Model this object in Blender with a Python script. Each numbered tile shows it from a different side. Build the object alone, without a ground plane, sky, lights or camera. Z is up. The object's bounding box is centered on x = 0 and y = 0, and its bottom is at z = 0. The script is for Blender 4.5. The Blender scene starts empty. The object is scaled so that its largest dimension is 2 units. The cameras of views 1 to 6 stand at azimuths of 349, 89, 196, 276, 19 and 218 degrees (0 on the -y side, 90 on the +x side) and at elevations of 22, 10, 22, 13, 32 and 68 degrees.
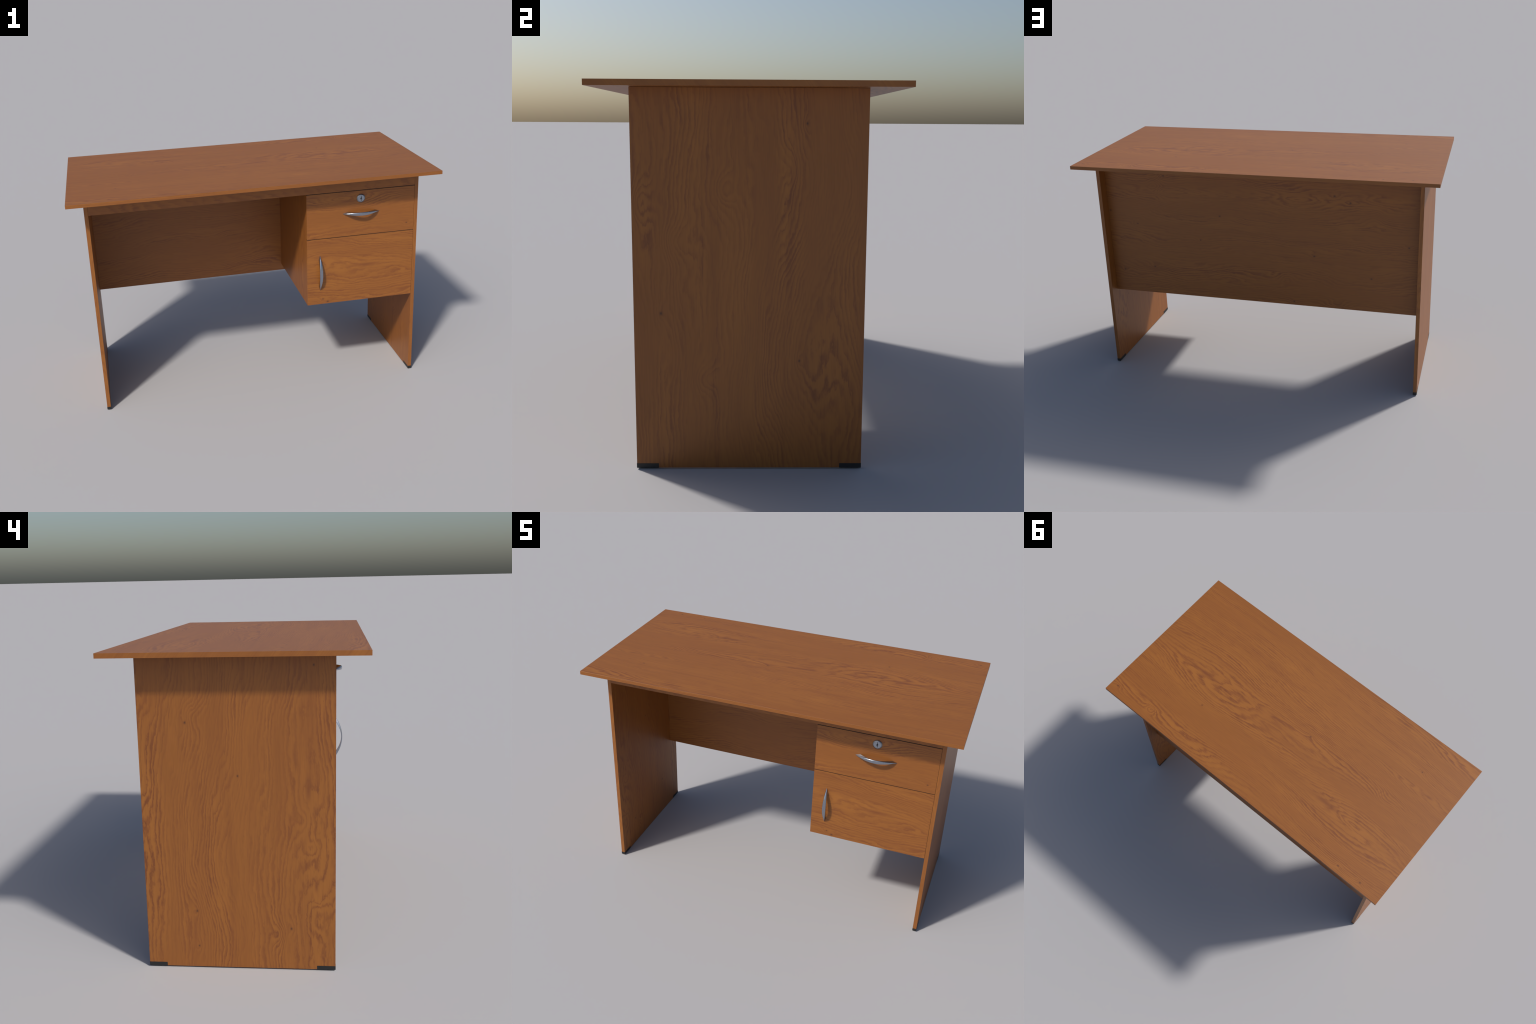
import bpy, bmesh, math
from mathutils import Vector

# ---------------------------------------------------------------- materials
class Graph:
    """Small helper that writes math as shader nodes."""
    def __init__(self, name):
        self.mat = bpy.data.materials.new(name)
        self.mat.use_nodes = True
        self.nt = self.mat.node_tree
        self.nt.nodes.clear()

    def node(self, kind, **kw):
        n = self.nt.nodes.new(kind)
        for k, v in kw.items():
            setattr(n, k, v)
        return n

    def put(self, socket, value):
        if isinstance(value, (int, float)):
            socket.default_value = value
        elif isinstance(value, tuple):
            socket.default_value = value
        else:
            self.nt.links.new(value, socket)

    def m(self, op, a, b=None, c=None):
        n = self.node('ShaderNodeMath', operation=op)
        for s, v in zip(n.inputs, (a, b, c)):
            if v is not None:
                self.put(s, v)
        return n.outputs[0]

    def add(self, *xs):
        r = xs[0]
        for x in xs[1:]:
            r = self.m('ADD', r, x)
        return r

    def mul(self, a, b): return self.m('MULTIPLY', a, b)
    def sub(self, a, b): return self.m('SUBTRACT', a, b)

    def noise(self, u, v, w, su, sv, detail=2.0, rough=0.5):
        cmb = self.node('ShaderNodeCombineXYZ')
        self.put(cmb.inputs[0], self.mul(u, su))
        self.put(cmb.inputs[1], self.mul(v, sv))
        self.put(cmb.inputs[2], w)
        n = self.node('ShaderNodeTexNoise', noise_dimensions='3D')
        self.put(n.inputs['Vector'], cmb.outputs[0])
        n.inputs['Scale'].default_value = 1.0
        n.inputs['Detail'].default_value = detail
        n.inputs['Roughness'].default_value = rough
        return self.sub(n.outputs['Fac'], 0.5)

    def gauss(self, u, v, u0, v0, a, b):
        du = self.mul(self.sub(u, u0), 1.0 / a)
        dv = self.mul(self.sub(v, v0), 1.0 / b)
        r2 = self.add(self.mul(du, du), self.mul(dv, dv))
        return self.m('EXPONENT', self.mul(r2, -1.0))

    def smooth(self, x, lo, hi):
        n = self.node('ShaderNodeMapRange', interpolation_type='SMOOTHSTEP')
        self.put(n.inputs['Value'], x)
        n.inputs['From Min'].default_value = lo
        g_hi = n.inputs['From Max']
        self.put(g_hi, hi)
        return n.outputs['Result']

    def mix(self, fac, a, b):
        n = self.node('ShaderNodeMix', data_type='RGBA')
        self.put(n.inputs[0], fac)
        self.put(n.inputs[6], a)
        self.put(n.inputs[7], b)
        return n.outputs[2]


LIGHT = (0.318, 0.1145, 0.0185, 1)
MID = (0.258, 0.0870, 0.0150, 1)
DARK = (0.176, 0.0510, 0.0120, 1)
KNOT = (0.055, 0.021, 0.012, 1)


def veneer(name, along, across, through, seed, pitch=0.013, drift=0.0,
           flames=(), knots=(), swirls=(), smudges=(), quiet=(), tilts=(),
           wander=1.6, flip=None, stretch=1.0, contrast=1.0):
    """Cherry veneer. The rings are level lines of a height field: a steady rise
    across the board, flattened where a flame (cathedral) lies, bent by knots.
    flames: (u, v, half length, half width, tilt)   knots: (u, v, size)
    swirls: (u, v, half length, half width, rings)  smudges: (u, v, half l, half w)
    quiet:  (u, v, half l, half w, amount) patches where the figure is faint
    tilts:  (u, v, half l, half w, rings) the grain leans across the board there"""
    g = Graph(name)
    co = g.node('ShaderNodeTexCoord').outputs['Object']
    sep = g.node('ShaderNodeSeparateXYZ')
    g.put(sep.inputs[0], co)
    ax = {'x': sep.outputs[0], 'y': sep.outputs[1], 'z': sep.outputs[2]}
    u, v, w = ax[along], ax[across], ax[through]
    if flip:                                  # sheet turned half round
        u = g.sub(flip[0], u)
        v = g.sub(flip[1], v)
    v = g.add(v, g.mul(w, 0.75))              # lines run on round the edges
    w0 = seed * 7.31
    F = 1.0 / pitch

    # gentle sideways wander of the whole grain
    big = g.noise(u, v, w0, 1.5 / stretch, 2.2, 1.0)
    med = g.noise(u, v, w0 + 3.1, 4.2 / stretch, 13.0, 1.5)
    jag = g.noise(u, v, w0 + 5.7, 24.0 / stretch, 75.0, 3.0, 0.6)
    h = g.add(g.mul(v, F), g.mul(u, drift),
              g.mul(big, wander * 7.5))
    calm = 0.0
    for (fu, fv, fl, fw, tilt) in flames:
        vv = g.sub(v, g.mul(g.sub(u, fu), tilt))
        env = g.gauss(u, vv, fu, fv, fl, fw * 4.0)
        core = g.gauss(u, vv, fu, fv, fl, fw * 1.3)
        t = g.m('TANH', g.mul(g.sub(vv, fv), 1.0 / fw))
        h = g.sub(h, g.mul(g.mul(t, env), F * fw * 0.98))
        calm = g.m('MAXIMUM', calm, core)
    for (ku, kv, ks) in knots:
        h = g.add(h, g.mul(g.gauss(u, v, ku, kv, ks * 5, ks * 2.8), 1.3))
    for (tu, tv, tl, tw, tr) in tilts:
        lean = g.m('TANH', g.mul(g.sub(u, tu), 1.0 / tl))
        h = g.add(h, g.mul(g.mul(lean, g.gauss(u, v, tu, tv, tl * 3.0, tw)), tr))
    for (su, sv, sl, sw, sr) in swirls:
        h = g.add(h, g.mul(g.gauss(u, v, su, sv, sl, sw), sr))
    h = g.add(h, g.mul(g.mul(med, wander * 2.4), g.sub(1.0, g.mul(calm, 0.35))))
    h = g.add(h, g.mul(jag, g.add(1.25, g.mul(calm, 0.2))))

    f = g.m('FRACT', h)
    up = g.smooth(f, 0.0, g.sub(0.70, g.mul(calm, 0.26)))               # slow fade out of the late wood
    dn = g.sub(1.0, g.smooth(f, 0.72, 0.98))  # sharp start of the next line
    ring = g.mul(up, dn)                      # 1 = light early wood
    # each ring has its own strength
    cell = g.node('ShaderNodeTexWhiteNoise', noise_dimensions='1D')
    g.put(cell.inputs['W'], g.m('FLOOR', g.add(h, seed * 13.0)))
    patch = g.noise(u, v, w0 + 9.0, 2.2, 9.0, 2.0)
    dash = g.noise(u, v, w0 + 21.0, 9.0, 48.0, 2.0)
    strength = g.add(0.36, g.mul(dash, 1.9), g.mul(cell.outputs['Value'], 0.68),
                     g.mul(patch, 0.9), g.mul(calm, 0.04))
    for (qu, qv, ql, qw, qa) in quiet:
        strength = g.mul(strength, g.sub(1.0, g.mul(g.gauss(u, v, qu, qv, ql, qw), qa)))
    line = g.mul(g.mul(g.sub(1.0, ring), strength), contrast)

    geo = g.node('ShaderNodeNewGeometry')
    nsep = g.node('ShaderNodeSeparateXYZ')
    g.put(nsep.inputs[0], geo.outputs['Normal'])
    end = g.m('ABSOLUTE', nsep.outputs['xyz'.index(along)])
    edge = g.m('ABSOLUTE', nsep.outputs['xyz'.index(across)])
    line = g.mul(line, g.sub(1.0, g.mul(g.smooth(end, 0.5, 0.9), 0.75)))
    line = g.mul(line, g.sub(1.0, g.mul(g.smooth(edge, 0.5, 0.9), 0.5)))
    streak = g.noise(u, v, w0 + 25.0, 7.0, 150.0, 2.0, 0.55)
    broad = g.noise(u, v, w0 + 33.0, 1.9 / stretch, 24.0, 2.0)
    line = g.add(line, g.mul(g.smooth(streak, 0.06, 0.30), 0.42),
                 g.mul(g.mul(g.smooth(broad, -0.02, 0.26), 0.38), g.sub(1.0, g.mul(calm, 0.5))))
    line = g.m('MAXIMUM', g.m('MINIMUM', line, 1.0), 0.0)

    col = g.mix(line, LIGHT, DARK)
    tone = g.noise(u, v, w0 + 11.0, 1.3, 11.0, 3.0)
    early = g.sub(1.0, g.mul(calm, 0.75)) if flames else 1.0
    col = g.mix(g.mul(g.smooth(tone, -0.30, 0.24), early), col, MID)
    fibre = g.noise(u, v, w0 + 17.0, 14.0, 420.0, 2.0, 0.6)
    hsv = g.node('ShaderNodeHueSaturation')
    g.put(hsv.inputs['Value'], g.add(1.0, g.mul(fibre, 0.30), g.mul(patch, 0.10)))
    g.put(hsv.inputs['Color'], col)
    col = hsv.outputs['Color']
    for (mu, mv, ml, mw) in smudges:
        col = g.mix(g.mul(g.gauss(u, v, mu, mv, ml, mw), 0.75), col, DARK)
    for (ku, kv, ks) in knots:
        col = g.mix(g.mul(g.gauss(u, v, ku, kv, ks * 1.5, ks * 1.1), 0.30), col, DARK)
        col = g.mix(g.mul(g.gauss(u, v, ku, kv, ks * 0.8, ks * 0.62), 0.85), col, KNOT)

    bs = g.node('ShaderNodeBsdfPrincipled')
    g.put(bs.inputs['Base Color'], col)
    bs.inputs['Roughness'].default_value = 0.46
    bs.inputs['IOR'].default_value = 1.5
    out = g.node('ShaderNodeOutputMaterial')
    g.put(out.inputs['Surface'], bs.outputs[0])
    return g.mat


def plain(name, color, rough, metal=0.0):
    g = Graph(name)
    co = g.node('ShaderNodeTexCoord').outputs['Object']
    n = g.node('ShaderNodeTexNoise')
    g.put(n.inputs['Vector'], co)
    n.inputs['Scale'].default_value = 160.0
    a = tuple(c * 0.985 for c in color) + (1,)
    b = tuple(min(1, c * 1.015) for c in color) + (1,)
    bs = g.node('ShaderNodeBsdfPrincipled')
    g.put(bs.inputs['Base Color'], g.mix(n.outputs['Fac'], a, b))
    bs.inputs['Roughness'].default_value = rough
    bs.inputs['Metallic'].default_value = metal
    out = g.node('ShaderNodeOutputMaterial')
    g.put(out.inputs['Surface'], bs.outputs[0])
    return g.mat


# ---------------------------------------------------------------- geometry
def link(name, mesh, parent, mats):
    ob = bpy.data.objects.new(name, mesh)
    bpy.context.scene.collection.objects.link(ob)
    for m in mats:
        mesh.materials.append(m)
    if parent:
        ob.parent = parent
    return ob


def board(name, lo, hi, mats, parent, bevel=0.00025, pick=None):
    """A sheet of board between two corners, its edges just broken."""
    bm = bmesh.new()
    bmesh.ops.create_cube(bm, size=1.0)
    for v in bm.verts:
        for i in range(3):
            v.co[i] = lo[i] + (v.co[i] + 0.5) * (hi[i] - lo[i])
    if bevel:
        bmesh.ops.bevel(bm, geom=bm.edges[:], offset=bevel, segments=1,
                        affect='EDGES', profile=0.5)
    bm.normal_update()
    if pick:
        for f in bm.faces:
            f.material_index = pick(f)
    me = bpy.data.meshes.new(name)
    bm.to_mesh(me)
    bm.free()
    return link(name, me, parent, mats)


def foot(name, lo, hi, mat, parent):
    """Plastic corner shoe, its lower edges rounded off."""
    bm = bmesh.new()
    bmesh.ops.create_cube(bm, size=1.0)
    for v in bm.verts:
        for i in range(3):
            v.co[i] = lo[i] + (v.co[i] + 0.5) * (hi[i] - lo[i])
    low = [e for e in bm.edges if max(v.co.z for v in e.verts) < lo[2] + 1e-4]
    bmesh.ops.bevel(bm, geom=low, offset=0.0032, segments=3, affect='EDGES', profile=0.5)
    me = bpy.data.meshes.new(name)
    bm.to_mesh(me)
    bm.free()
    return link(name, me, parent, [mat])


def bow_handle(name, centre, along, mat, parent):
    """Bow handle: a crescent seen from the side, a lens seen from the front;
    its two feet spread out where they meet the board (plane y = centre.y)."""
    L, LI = 0.1075, 0.0818            # half chord of outer and inner arc
    DO, DI = 0.0358, 0.0310           # rise of outer and inner arc
    stations = [math.sin(math.pi * (i / 64.0 - 0.5)) * 0.995 for i in range(65)]
    bm = bmesh.new()
    rings = []
    c = Vector(centre)
    side = Vector((0, 0, 1)) if along == 'x' else Vector((1, 0, 0))
    fwd = Vector((1, 0, 0)) if along == 'x' else Vector((0, 0, 1))
    for t in stations:
        s = t * L
        q = 1.0 - t * t
        front = DO * q
        r = abs(s) / LI
        if r < 1.0:
            back = DI * (1.0 - r * r)
            hb = 0.0080 + 0.0010 * (1.0 - r * r)
        else:
            back = -0.0006
            hb = 0.0080 * (L - abs(s)) / (L - LI)
        hf = 0.0092 * q
        hb = max(hb, 0.0003)
        e = min(0.0016, hf * 0.5, (front - back) * 0.4)
        prof = [(-hb, back), (-hf, front - e), (-hf + e * 0.30, front - e * 0.5),
                (-hf + e * 0.85, front - e * 0.12), (-hf * 0.5, front + 0.0006 * q),
                (0.0, front + 0.0009 * q), (hf * 0.5, front + 0.0006 * q),
                (hf - e * 0.85, front - e * 0.12), (hf - e * 0.30, front - e * 0.5),
                (hf, front - e), (hb, back)]
        rings.append([bm.verts.new(c + fwd * s + side * a + Vector((0, -d, 0)))
                      for a, d in prof])
    n = len(rings[0])
    for a, b in zip(rings, rings[1:]):
        for i in range(n):
            j = (i + 1) % n
            bm.faces.new((a[i], a[j], b[j], b[i]))
    bm.faces.new(rings[0])
    bm.faces.new(list(reversed(rings[-1])))
    bmesh.ops.recalc_face_normals(bm, faces=bm.faces[:])
    me = bpy.data.meshes.new(name)
    bm.to_mesh(me)
    bm.free()
    me.polygons.foreach_set('use_smooth', [True] * len(me.polygons))
    me.set_sharp_from_angle(angle=math.radians(40))
    return link(name, me, parent, [mat])


KEYHOLE = [(-0.0014, 0.0142), (0.0014, 0.0142), (0.0014, 0.0045), (0.0042, 0.0028),
           (0.0046, -0.0010), (0.0016, -0.0026), (0.0016, -0.0146), (-0.0010, -0.0146),
           (-0.0010, -0.0085), (-0.0036, -0.0040), (-0.0044, 0.0012), (-0.0014, 0.0045)]


def keyhole_prism(name, centre, y0, y1, grow=0.0):
    bm = bmesh.new()
    front = [bm.verts.new((centre[0] + a + math.copysign(grow, a), y0, centre[2] + b + math.copysign(grow, b)))
             for a, b in KEYHOLE]
    back = [bm.verts.new((v.co.x, y1, v.co.z)) for v in front]
    k = len(front)
    bm.faces.new(front)
    bm.faces.new(list(reversed(back)))
    for i in range(k):
        j = (i + 1) % k
        bm.faces.new((front[i], front[j], back[j], back[i]))
    bmesh.ops.recalc_face_normals(bm, faces=bm.faces[:])
    me = bpy.data.meshes.new(name)
    bm.to_mesh(me)
    bm.free()
    return me


def lock(centre, steel, rim, black, parent):
    """Turned lock face with a sloping rim and a cut keyhole."""
    profile = [(0.0245, 0.004), (0.0245, -0.0008), (0.0240, -0.0016), (0.0196, -0.0048),
               (0.0190, -0.0050), (0.0186, -0.0044), (0.0, -0.0038)]
    bm = bmesh.new()
    seg = 64
    cols = []
    for i in range(seg):
        a = 2 * math.pi * i / seg
        cols.append([bm.verts.new((centre[0] + r * math.cos(a), centre[1] + d, centre[2] + r * math.sin(a)))
                     for r, d in profile[:-1]])
    for i in range(seg):
        p, q = cols[i], cols[(i + 1) % seg]
        for k in range(len(p) - 1):
            bm.faces.new((p[k], p[k + 1], q[k + 1], q[k]))
    bm.faces.new([c[-1] for c in cols])
    bm.faces.new([c[0] for c in reversed(cols)])
    bmesh.ops.recalc_face_normals(bm, faces=bm.faces[:])
    me = bpy.data.meshes.new('drawer_lock')
    bm.to_mesh(me)
    bm.free()
    ob = link('drawer_lock', me, parent, [steel])
    cut = bpy.data.objects.new('cutter', keyhole_prism('cutter', centre, centre[1] - 0.01, centre[1] - 0.0005))
    bpy.context.scene.collection.objects.link(cut)
    mod = ob.modifiers.new('keyhole', 'BOOLEAN')
    mod.operation = 'DIFFERENCE'
    mod.solver = 'EXACT'
    mod.object = cut
    deps = bpy.context.evaluated_depsgraph_get()
    new = bpy.data.meshes.new_from_object(ob.evaluated_get(deps))
    ob.modifiers.clear()
    ob.data = new
    bpy.data.objects.remove(cut)
    new.polygons.foreach_set('use_smooth', [True] * len(new.polygons))
    new.set_sharp_from_angle(angle=math.radians(38))
    new.materials.append(rim)
    for p in new.polygons:
        r = math.hypot(p.center.x - centre[0], p.center.z - centre[2])
        if r > 0.0192:
            p.material_index = 1
    key = keyhole_prism('lock_keyhole', centre, centre[1] - 0.0022, centre[1] - 0.0003, -0.00004)
    link('lock_keyhole', key, parent, [black])
    return ob


# ---------------------------------------------------------------- the desk
TOP_Z0, TOP_Z1 = 1.2520, 1.2710
SIDE_OUT, SIDE_IN = 0.9165, 0.8963
SIDE_Y = 0.3750
FACE_Y = -0.3750                      # front plane of drawer, door, rail
UNDER = 1.2512                        # top of everything under the tabletop
CAB_X = 0.2715                        # left face of the cabinet
CAB_Z = 0.5040
GAP = 0.0038

top_wood = veneer('tabletop_veneer', 'x', 'y', 'z', 1, pitch=0.0128, drift=1.5, stretch=1.7, contrast=0.92,
    flames=[(0.55, 0.040 + 0.953, 0.48, 0.125, 0.03), (-0.25, 0.965, 0.42, 0.045, 0.08),
            (-0.65, 0.230 + 0.953, 0.38, 0.055, -0.07), (0.35, 0.43 + 0.953, 0.60, 0.055, -0.06),
            (-0.75, -0.17 + 0.953, 0.35, 0.020, 0.0), (-0.95, -0.46 + 0.953, 0.25, 0.03, 0.0)],
    knots=[(0.955, 0.442 + 0.953, 0.006), (0.492, 0.216 + 0.953, 0.005), (-0.1215, -0.037 + 0.953, 0.005),
           (-0.716, 0.462 + 0.953, 0.0055), (-0.864, 0.460 + 0.953, 0.006), (-0.743, -0.275 + 0.953, 0.005)],
    swirls=[(0.60, 0.022 + 0.953, 0.15, 0.046, 2.0), (0.10, 0.07 + 0.953, 0.16, 0.03, 1.8), (-0.62, 0.225 + 0.953, 0.12, 0.022, 1.8), (0.93, 0.12 + 0.953, 0.10, 0.04, 1.5), (0.70, 0.431 + 0.953, 0.035, 0.020, 3.0),
            (-0.89, -0.016 + 0.953, 0.03, 0.016, 3.0), (-0.68, 0.953, 0.05, 0.05, -2.0)],
    smudges=[(-0.45, 0.222 + 0.953, 0.09, 0.014), (-0.862, -0.1745 + 0.953, 0.025, 0.008),
             (0.60, 0.045 + 0.953, 0.08, 0.012)],
    quiet=[(0.1, -0.27 + 0.953, 0.9, 0.17, 0.38), (0.2, 0.27 + 0.953, 0.6, 0.08, 0.30)],
    tilts=[(-0.70, -0.03 + 0.953, 0.25, 0.12, 4.0)])


def side_wood(name, seed, through_shift, flames, knots, swirls, smudges=(), quiet=(), tilts=(), pitch=0.0155):
    s = through_shift * 0.75
    return veneer(name, 'z', 'y', 'x', seed, pitch=pitch, drift=1.2, wander=1.8, contrast=0.88,
                  flames=[(a, b + s, c, d, e) for a, b, c, d, e in flames],
                  knots=[(a, b + s, c) for a, b, c in knots],
                  swirls=[(a, b + s, c, d, e) for a, b, c, d, e in swirls],
                  smudges=[(a, b + s, c, d) for a, b, c, d in smudges],
                  quiet=[(a, b + s, c, d, e) for a, b, c, d, e in quiet],
                  tilts=[(a, b + s, c, d, e) for a, b, c, d, e in tilts])


left_wood = side_wood('left_side_veneer', 2, -SIDE_OUT,
    flames=[(0.36, -0.300, 0.45, 0.105, 0.02), (0.45, 0.340, 0.40, 0.060, 0.0)],
    knots=[(1.001, 0.192, 0.006), (0.795, -0.003, 0.005), (1.213, -0.293, 0.005),
           (0.242, 0.172, 0.006), (0.174, -0.202, 0.006), (0.0925, 0.1685, 0.0045)],
    swirls=[(0.624, -0.256, 0.045, 0.026, 1.8), (0.507, -0.2865, 0.030, 0.022, 1.6),
            (0.294, -0.309, 0.022, 0.014, 1.2), (1.02, 0.16, 0.05, 0.05, -2.5), (0.15, -0.15, 0.05, 0.03, 3.0),
            (0.41, -0.305, 0.12, 0.040, 1.3), (0.21, -0.30, 0.07, 0.040, -1.6), (0.73, -0.26, 0.12, 0.03, -1.5)],
    smudges=[(0.3516, -0.3006, 0.02, 0.006), (0.75, -0.272, 0.05, 0.009)],
    quiet=[(0.65, -0.04, 0.7, 0.07, 0.45)],
    tilts=[(0.80, 0.22, 0.24, 0.17, 5.0), (0.75, -0.30, 0.15, 0.06, 2.0), (0.30, 0.12, 0.15, 0.10, -2.5)])
right_wood = side_wood('right_side_veneer', 5, SIDE_OUT,
    flames=[(0.32, 0.250, 0.30, 0.062, -0.02), (0.85, -0.33, 0.25, 0.020, 0.0), (0.95, 0.12, 0.2, 0.006, 0.08)],
    knots=[(0.532, -0.2867, 0.0065), (1.142, 0.181, 0.005), (0.373, 0.164, 0.005)],
    swirls=[(0.768, -0.237, 0.06, 0.05, 3.0), (0.89, -0.35, 0.06, 0.05, 3.0), (0.935, -0.08, 0.05, 0.035, 3.2),
            (0.31, -0.14, 0.05, 0.04, 3.0), (1.0, 0.125, 0.05, 0.03, -2.4)],
    quiet=[(0.6, -0.06, 0.7, 0.07, 0.5)],
    tilts=[(0.75, 0.18, 0.22, 0.14, -4.0), (0.95, -0.25, 0.2, 0.12, -3.0)])


def panel_wood(name, y, flip=None):
    s = y * 0.75
    return veneer(name, 'x', 'z', 'y', 3, pitch=0.0160, drift=-1.0, wander=2.0, flip=flip, stretch=1.1, contrast=1.0,
        flames=[(0.35, 1.088 + s, 0.40, 0.030, -0.01), (-0.30, 1.098 + s, 0.28, 0.026, -0.01),
                (-0.72, 1.110 + s, 0.16, 0.026, 0.0)],
        knots=[(0.536, 1.185 + s, 0.006), (0.883, 0.963 + s, 0.006), (0.635, 0.630 + s, 0.006),
               (0.719, 0.892 + s, 0.005), (0.829, 0.597 + s, 0.006), (-0.439, 1.121 + s, 0.0075),
               (-0.5245, 1.087 + s, 0.007), (-0.324, 0.768 + s, 0.007), (-0.841, 0.855 + s, 0.006),
               (-0.6425, 0.659 + s, 0.006), (-0.205, 0.484 + s, 0.006), (0.338, 0.816 + s, 0.005),
               (0.215, 0.967 + s, 0.006)],
        swirls=[(0.50, 1.094 + s, 0.16, 0.020, 3.5), (0.25, 1.085 + s, 0.12, 0.018, 2.4),
                (0.05, 1.085 + s, 0.10, 0.016, 2.4), (-0.26, 1.093 + s, 0.10, 0.018, 1.6),
                (-0.70, 1.11 + s, 0.15, 0.028, 2.4), (-0.164, 0.6226 + s, 0.05, 0.03, -3.0),
                (-0.4555, 0.486 + s, 0.06, 0.03, 3.0), (0.60, 1.13 + s, 0.04, 0.06, -2.5),
                (-0.66, 1.0 + s, 0.06, 0.05, -3.0)])


PANEL_Y0, PANEL_Y1 = 0.2895, 0.3125
back_wood = panel_wood('modesty_back_veneer', PANEL_Y1)
front_wood = panel_wood('modesty_front_veneer', -PANEL_Y0, flip=(-0.015, 1.713))
rail_wood = veneer('rail_veneer', 'x', 'z', 'y', 6, pitch=0.055, drift=13.0, wander=0.8)
fs = FACE_Y * 0.75
drawer_wood = veneer('drawer_veneer', 'x', 'z', 'y', 8, pitch=0.0165, drift=1.0, wander=1.6, contrast=0.92,
    flames=[(0.55, 1.122 + fs, 0.28, 0.026, 0.0)],
    knots=[(0.853, 0.949 + fs, 0.005)],
    swirls=[(0.48, 1.122 + fs, 0.15, 0.024, 3.0), (0.80, 1.10 + fs, 0.16, 0.03, -2.0)],
    smudges=[(0.505, 1.108 + fs, 0.05, 0.008)])
door_wood = veneer('door_veneer', 'x', 'z', 'y', 9, pitch=0.0165, drift=3.0, wander=1.7, contrast=0.8,
    flames=[(0.52, 0.712 + fs, 0.26, 0.042, -0.06), (0.80, 0.655 + fs, 0.12, 0.02, 0.1)],
    knots=[(0.3624, 0.5343 + fs, 0.0055), (0.391, 0.5155 + fs, 0.007)],
    swirls=[(0.33, 0.747 + fs, 0.08, 0.03, 2.2)],
    smudges=[(0.62, 0.722 + fs, 0.07, 0.009)])
cabinet_wood = veneer('cabinet_veneer', 'z', 'y', 'x', 12, pitch=0.014, drift=1.0, wander=1.4,
    flames=[(0.7, -0.27 + CAB_X * 0.75, 0.3, 0.02, 0.0)])
inner_wood = veneer('inner_veneer', 'x', 'y', 'z', 14, pitch=0.013)

steel = plain('satin_steel', (0.36, 0.39, 0.45), 0.24, 1.0)
black_plastic = plain('black_plastic', (0.0115, 0.012, 0.0125), 0.5)
rim_steel = plain('rim_steel', (0.25, 0.26, 0.28), 0.32, 1.0)
gap_shadow = plain('painted_gap_shadow', (0.016, 0.0075, 0.0040), 0.8)
dark_hole = plain('dark_keyhole', (0.01, 0.01, 0.01), 0.7)

desk = bpy.data.objects.new('writing_desk', None)
bpy.context.scene.collection.objects.link(desk)
desk['label'] = 'cherry wood office desk with one lockable drawer and a door cupboard'
desk['category'] = 'office desk'

board('tabletop', (-1.0, -0.5, TOP_Z0), (1.0, 0.5, TOP_Z1), [top_wood], desk)

for sx, wood in ((-1, left_wood), (1, right_wood)):
    xs = sorted((sx * SIDE_OUT, sx * SIDE_IN))
    panel = board('side_panel', (xs[0], -SIDE_Y, 0.0022), (xs[1], SIDE_Y, UNDER), [wood], desk)
    p = 0.0006
    for sy in (-1, 1):
        ys = sorted((sy * (SIDE_Y + p), sy * 0.3022))
        foot('foot', (xs[0] - p, ys[0], 0.0), (xs[1] + p, ys[1], 0.0172), black_plastic, panel)

board('modesty_panel', (-SIDE_IN + 0.0003, PANEL_Y0, 0.4625), (SIDE_IN - 0.0003, PANEL_Y1, UNDER),
      [back_wood, front_wood], desk, pick=lambda f: 1 if f.normal.y < -0.5 else 0)
board('front_rail', (-SIDE_IN + 0.0006, FACE_Y + 0.0006, 1.1668), (SIDE_IN - 0.0006, FACE_Y + 0.0196, UNDER),
      [rail_wood], desk)

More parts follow.
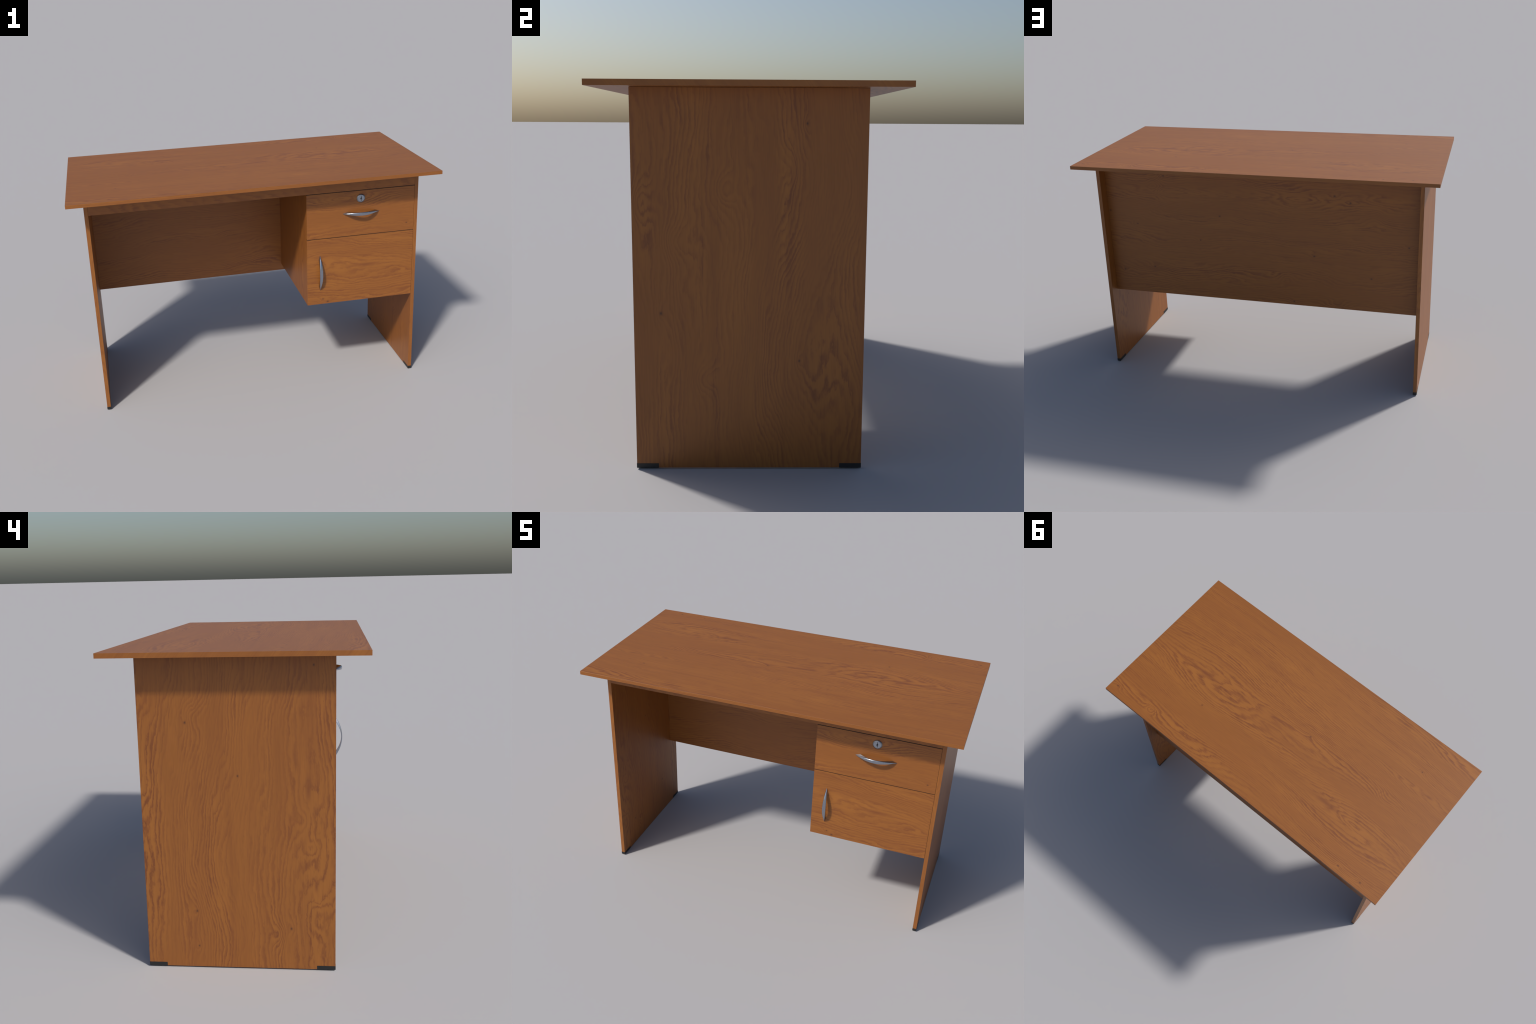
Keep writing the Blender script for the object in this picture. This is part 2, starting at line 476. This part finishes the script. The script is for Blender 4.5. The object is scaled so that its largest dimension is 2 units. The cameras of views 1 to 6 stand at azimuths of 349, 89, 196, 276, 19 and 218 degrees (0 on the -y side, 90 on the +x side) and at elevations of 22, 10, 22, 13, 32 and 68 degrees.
# drawer and cupboard unit on the right
INNER_R = SIDE_IN - 0.0004
side = board('cabinet_side', (CAB_X, FACE_Y + 0.0205, CAB_Z + 0.0002), (CAB_X + 0.019, PANEL_Y0 - 0.0002, UNDER - 0.0004),
             [cabinet_wood], desk)
board('cabinet_bottom', (CAB_X + 0.0192, FACE_Y + 0.0207, CAB_Z + 0.001), (INNER_R, PANEL_Y0 - 0.0004, CAB_Z + 0.020),
      [inner_wood], desk)
board('cabinet_shelf', (CAB_X + 0.0192, FACE_Y + 0.026, 0.8870), (INNER_R, PANEL_Y0 - 0.0004, 0.8985),
      [inner_wood], desk)

FRONT_R = SIDE_IN - 0.0013
drawer = board('drawer', (CAB_X, FACE_Y, 0.9045), (FRONT_R, FACE_Y + 0.0190, 1.1668 - GAP), [drawer_wood], desk, bevel=0)
bx0, bx1, bz0, bz1, by0, by1 = CAB_X + 0.034, INNER_R - 0.02, 0.925, 1.10, FACE_Y + 0.0194, 0.22
board('drawer_box_side', (bx0, by0, bz0), (bx0 + 0.012, by1, bz1), [inner_wood], drawer)
board('drawer_box_side', (bx1 - 0.012, by0, bz0), (bx1, by1, bz1), [inner_wood], drawer)
board('drawer_box_back', (bx0 + 0.0122, by1 - 0.012, bz0), (bx1 - 0.0122, by1, bz1), [inner_wood], drawer)
board('drawer_box_bottom', (bx0 + 0.0122, by0, bz0), (bx1 - 0.0122, by1 - 0.0122, bz0 + 0.006), [inner_wood], drawer)
bow_handle('drawer_handle', (0.5840, FACE_Y, 1.0375), 'x', steel, drawer)
lock((0.5825, FACE_Y, 1.1193), steel, rim_steel, dark_hole, drawer)

door = board('cupboard_door', (CAB_X, FACE_Y, CAB_Z), (FRONT_R, FACE_Y + 0.0190, 0.9045 - GAP), [door_wood], desk, bevel=0)
bow_handle('door_handle', (0.3460, FACE_Y, 0.6972), 'z', steel, door)

# near-black strips modelled in the gaps to draw the shadow between the fronts
for z0, z1 in ((1.1668 - GAP + 0.0001, 1.1668 - 0.0001), (0.9045 - GAP + 0.0001, 0.9045 - 0.0001)):
    board('gap_shadow_strip', (CAB_X + 0.0006, FACE_Y + 0.0012, z0), (FRONT_R - 0.0002, FACE_Y + 0.0185, z1), [gap_shadow], desk, bevel=0)
board('gap_shadow_strip', (FRONT_R + 0.0001, FACE_Y + 0.0014, CAB_Z + 0.001), (SIDE_IN - 0.0001, FACE_Y + 0.0185, 1.1660), [gap_shadow], desk, bevel=0)
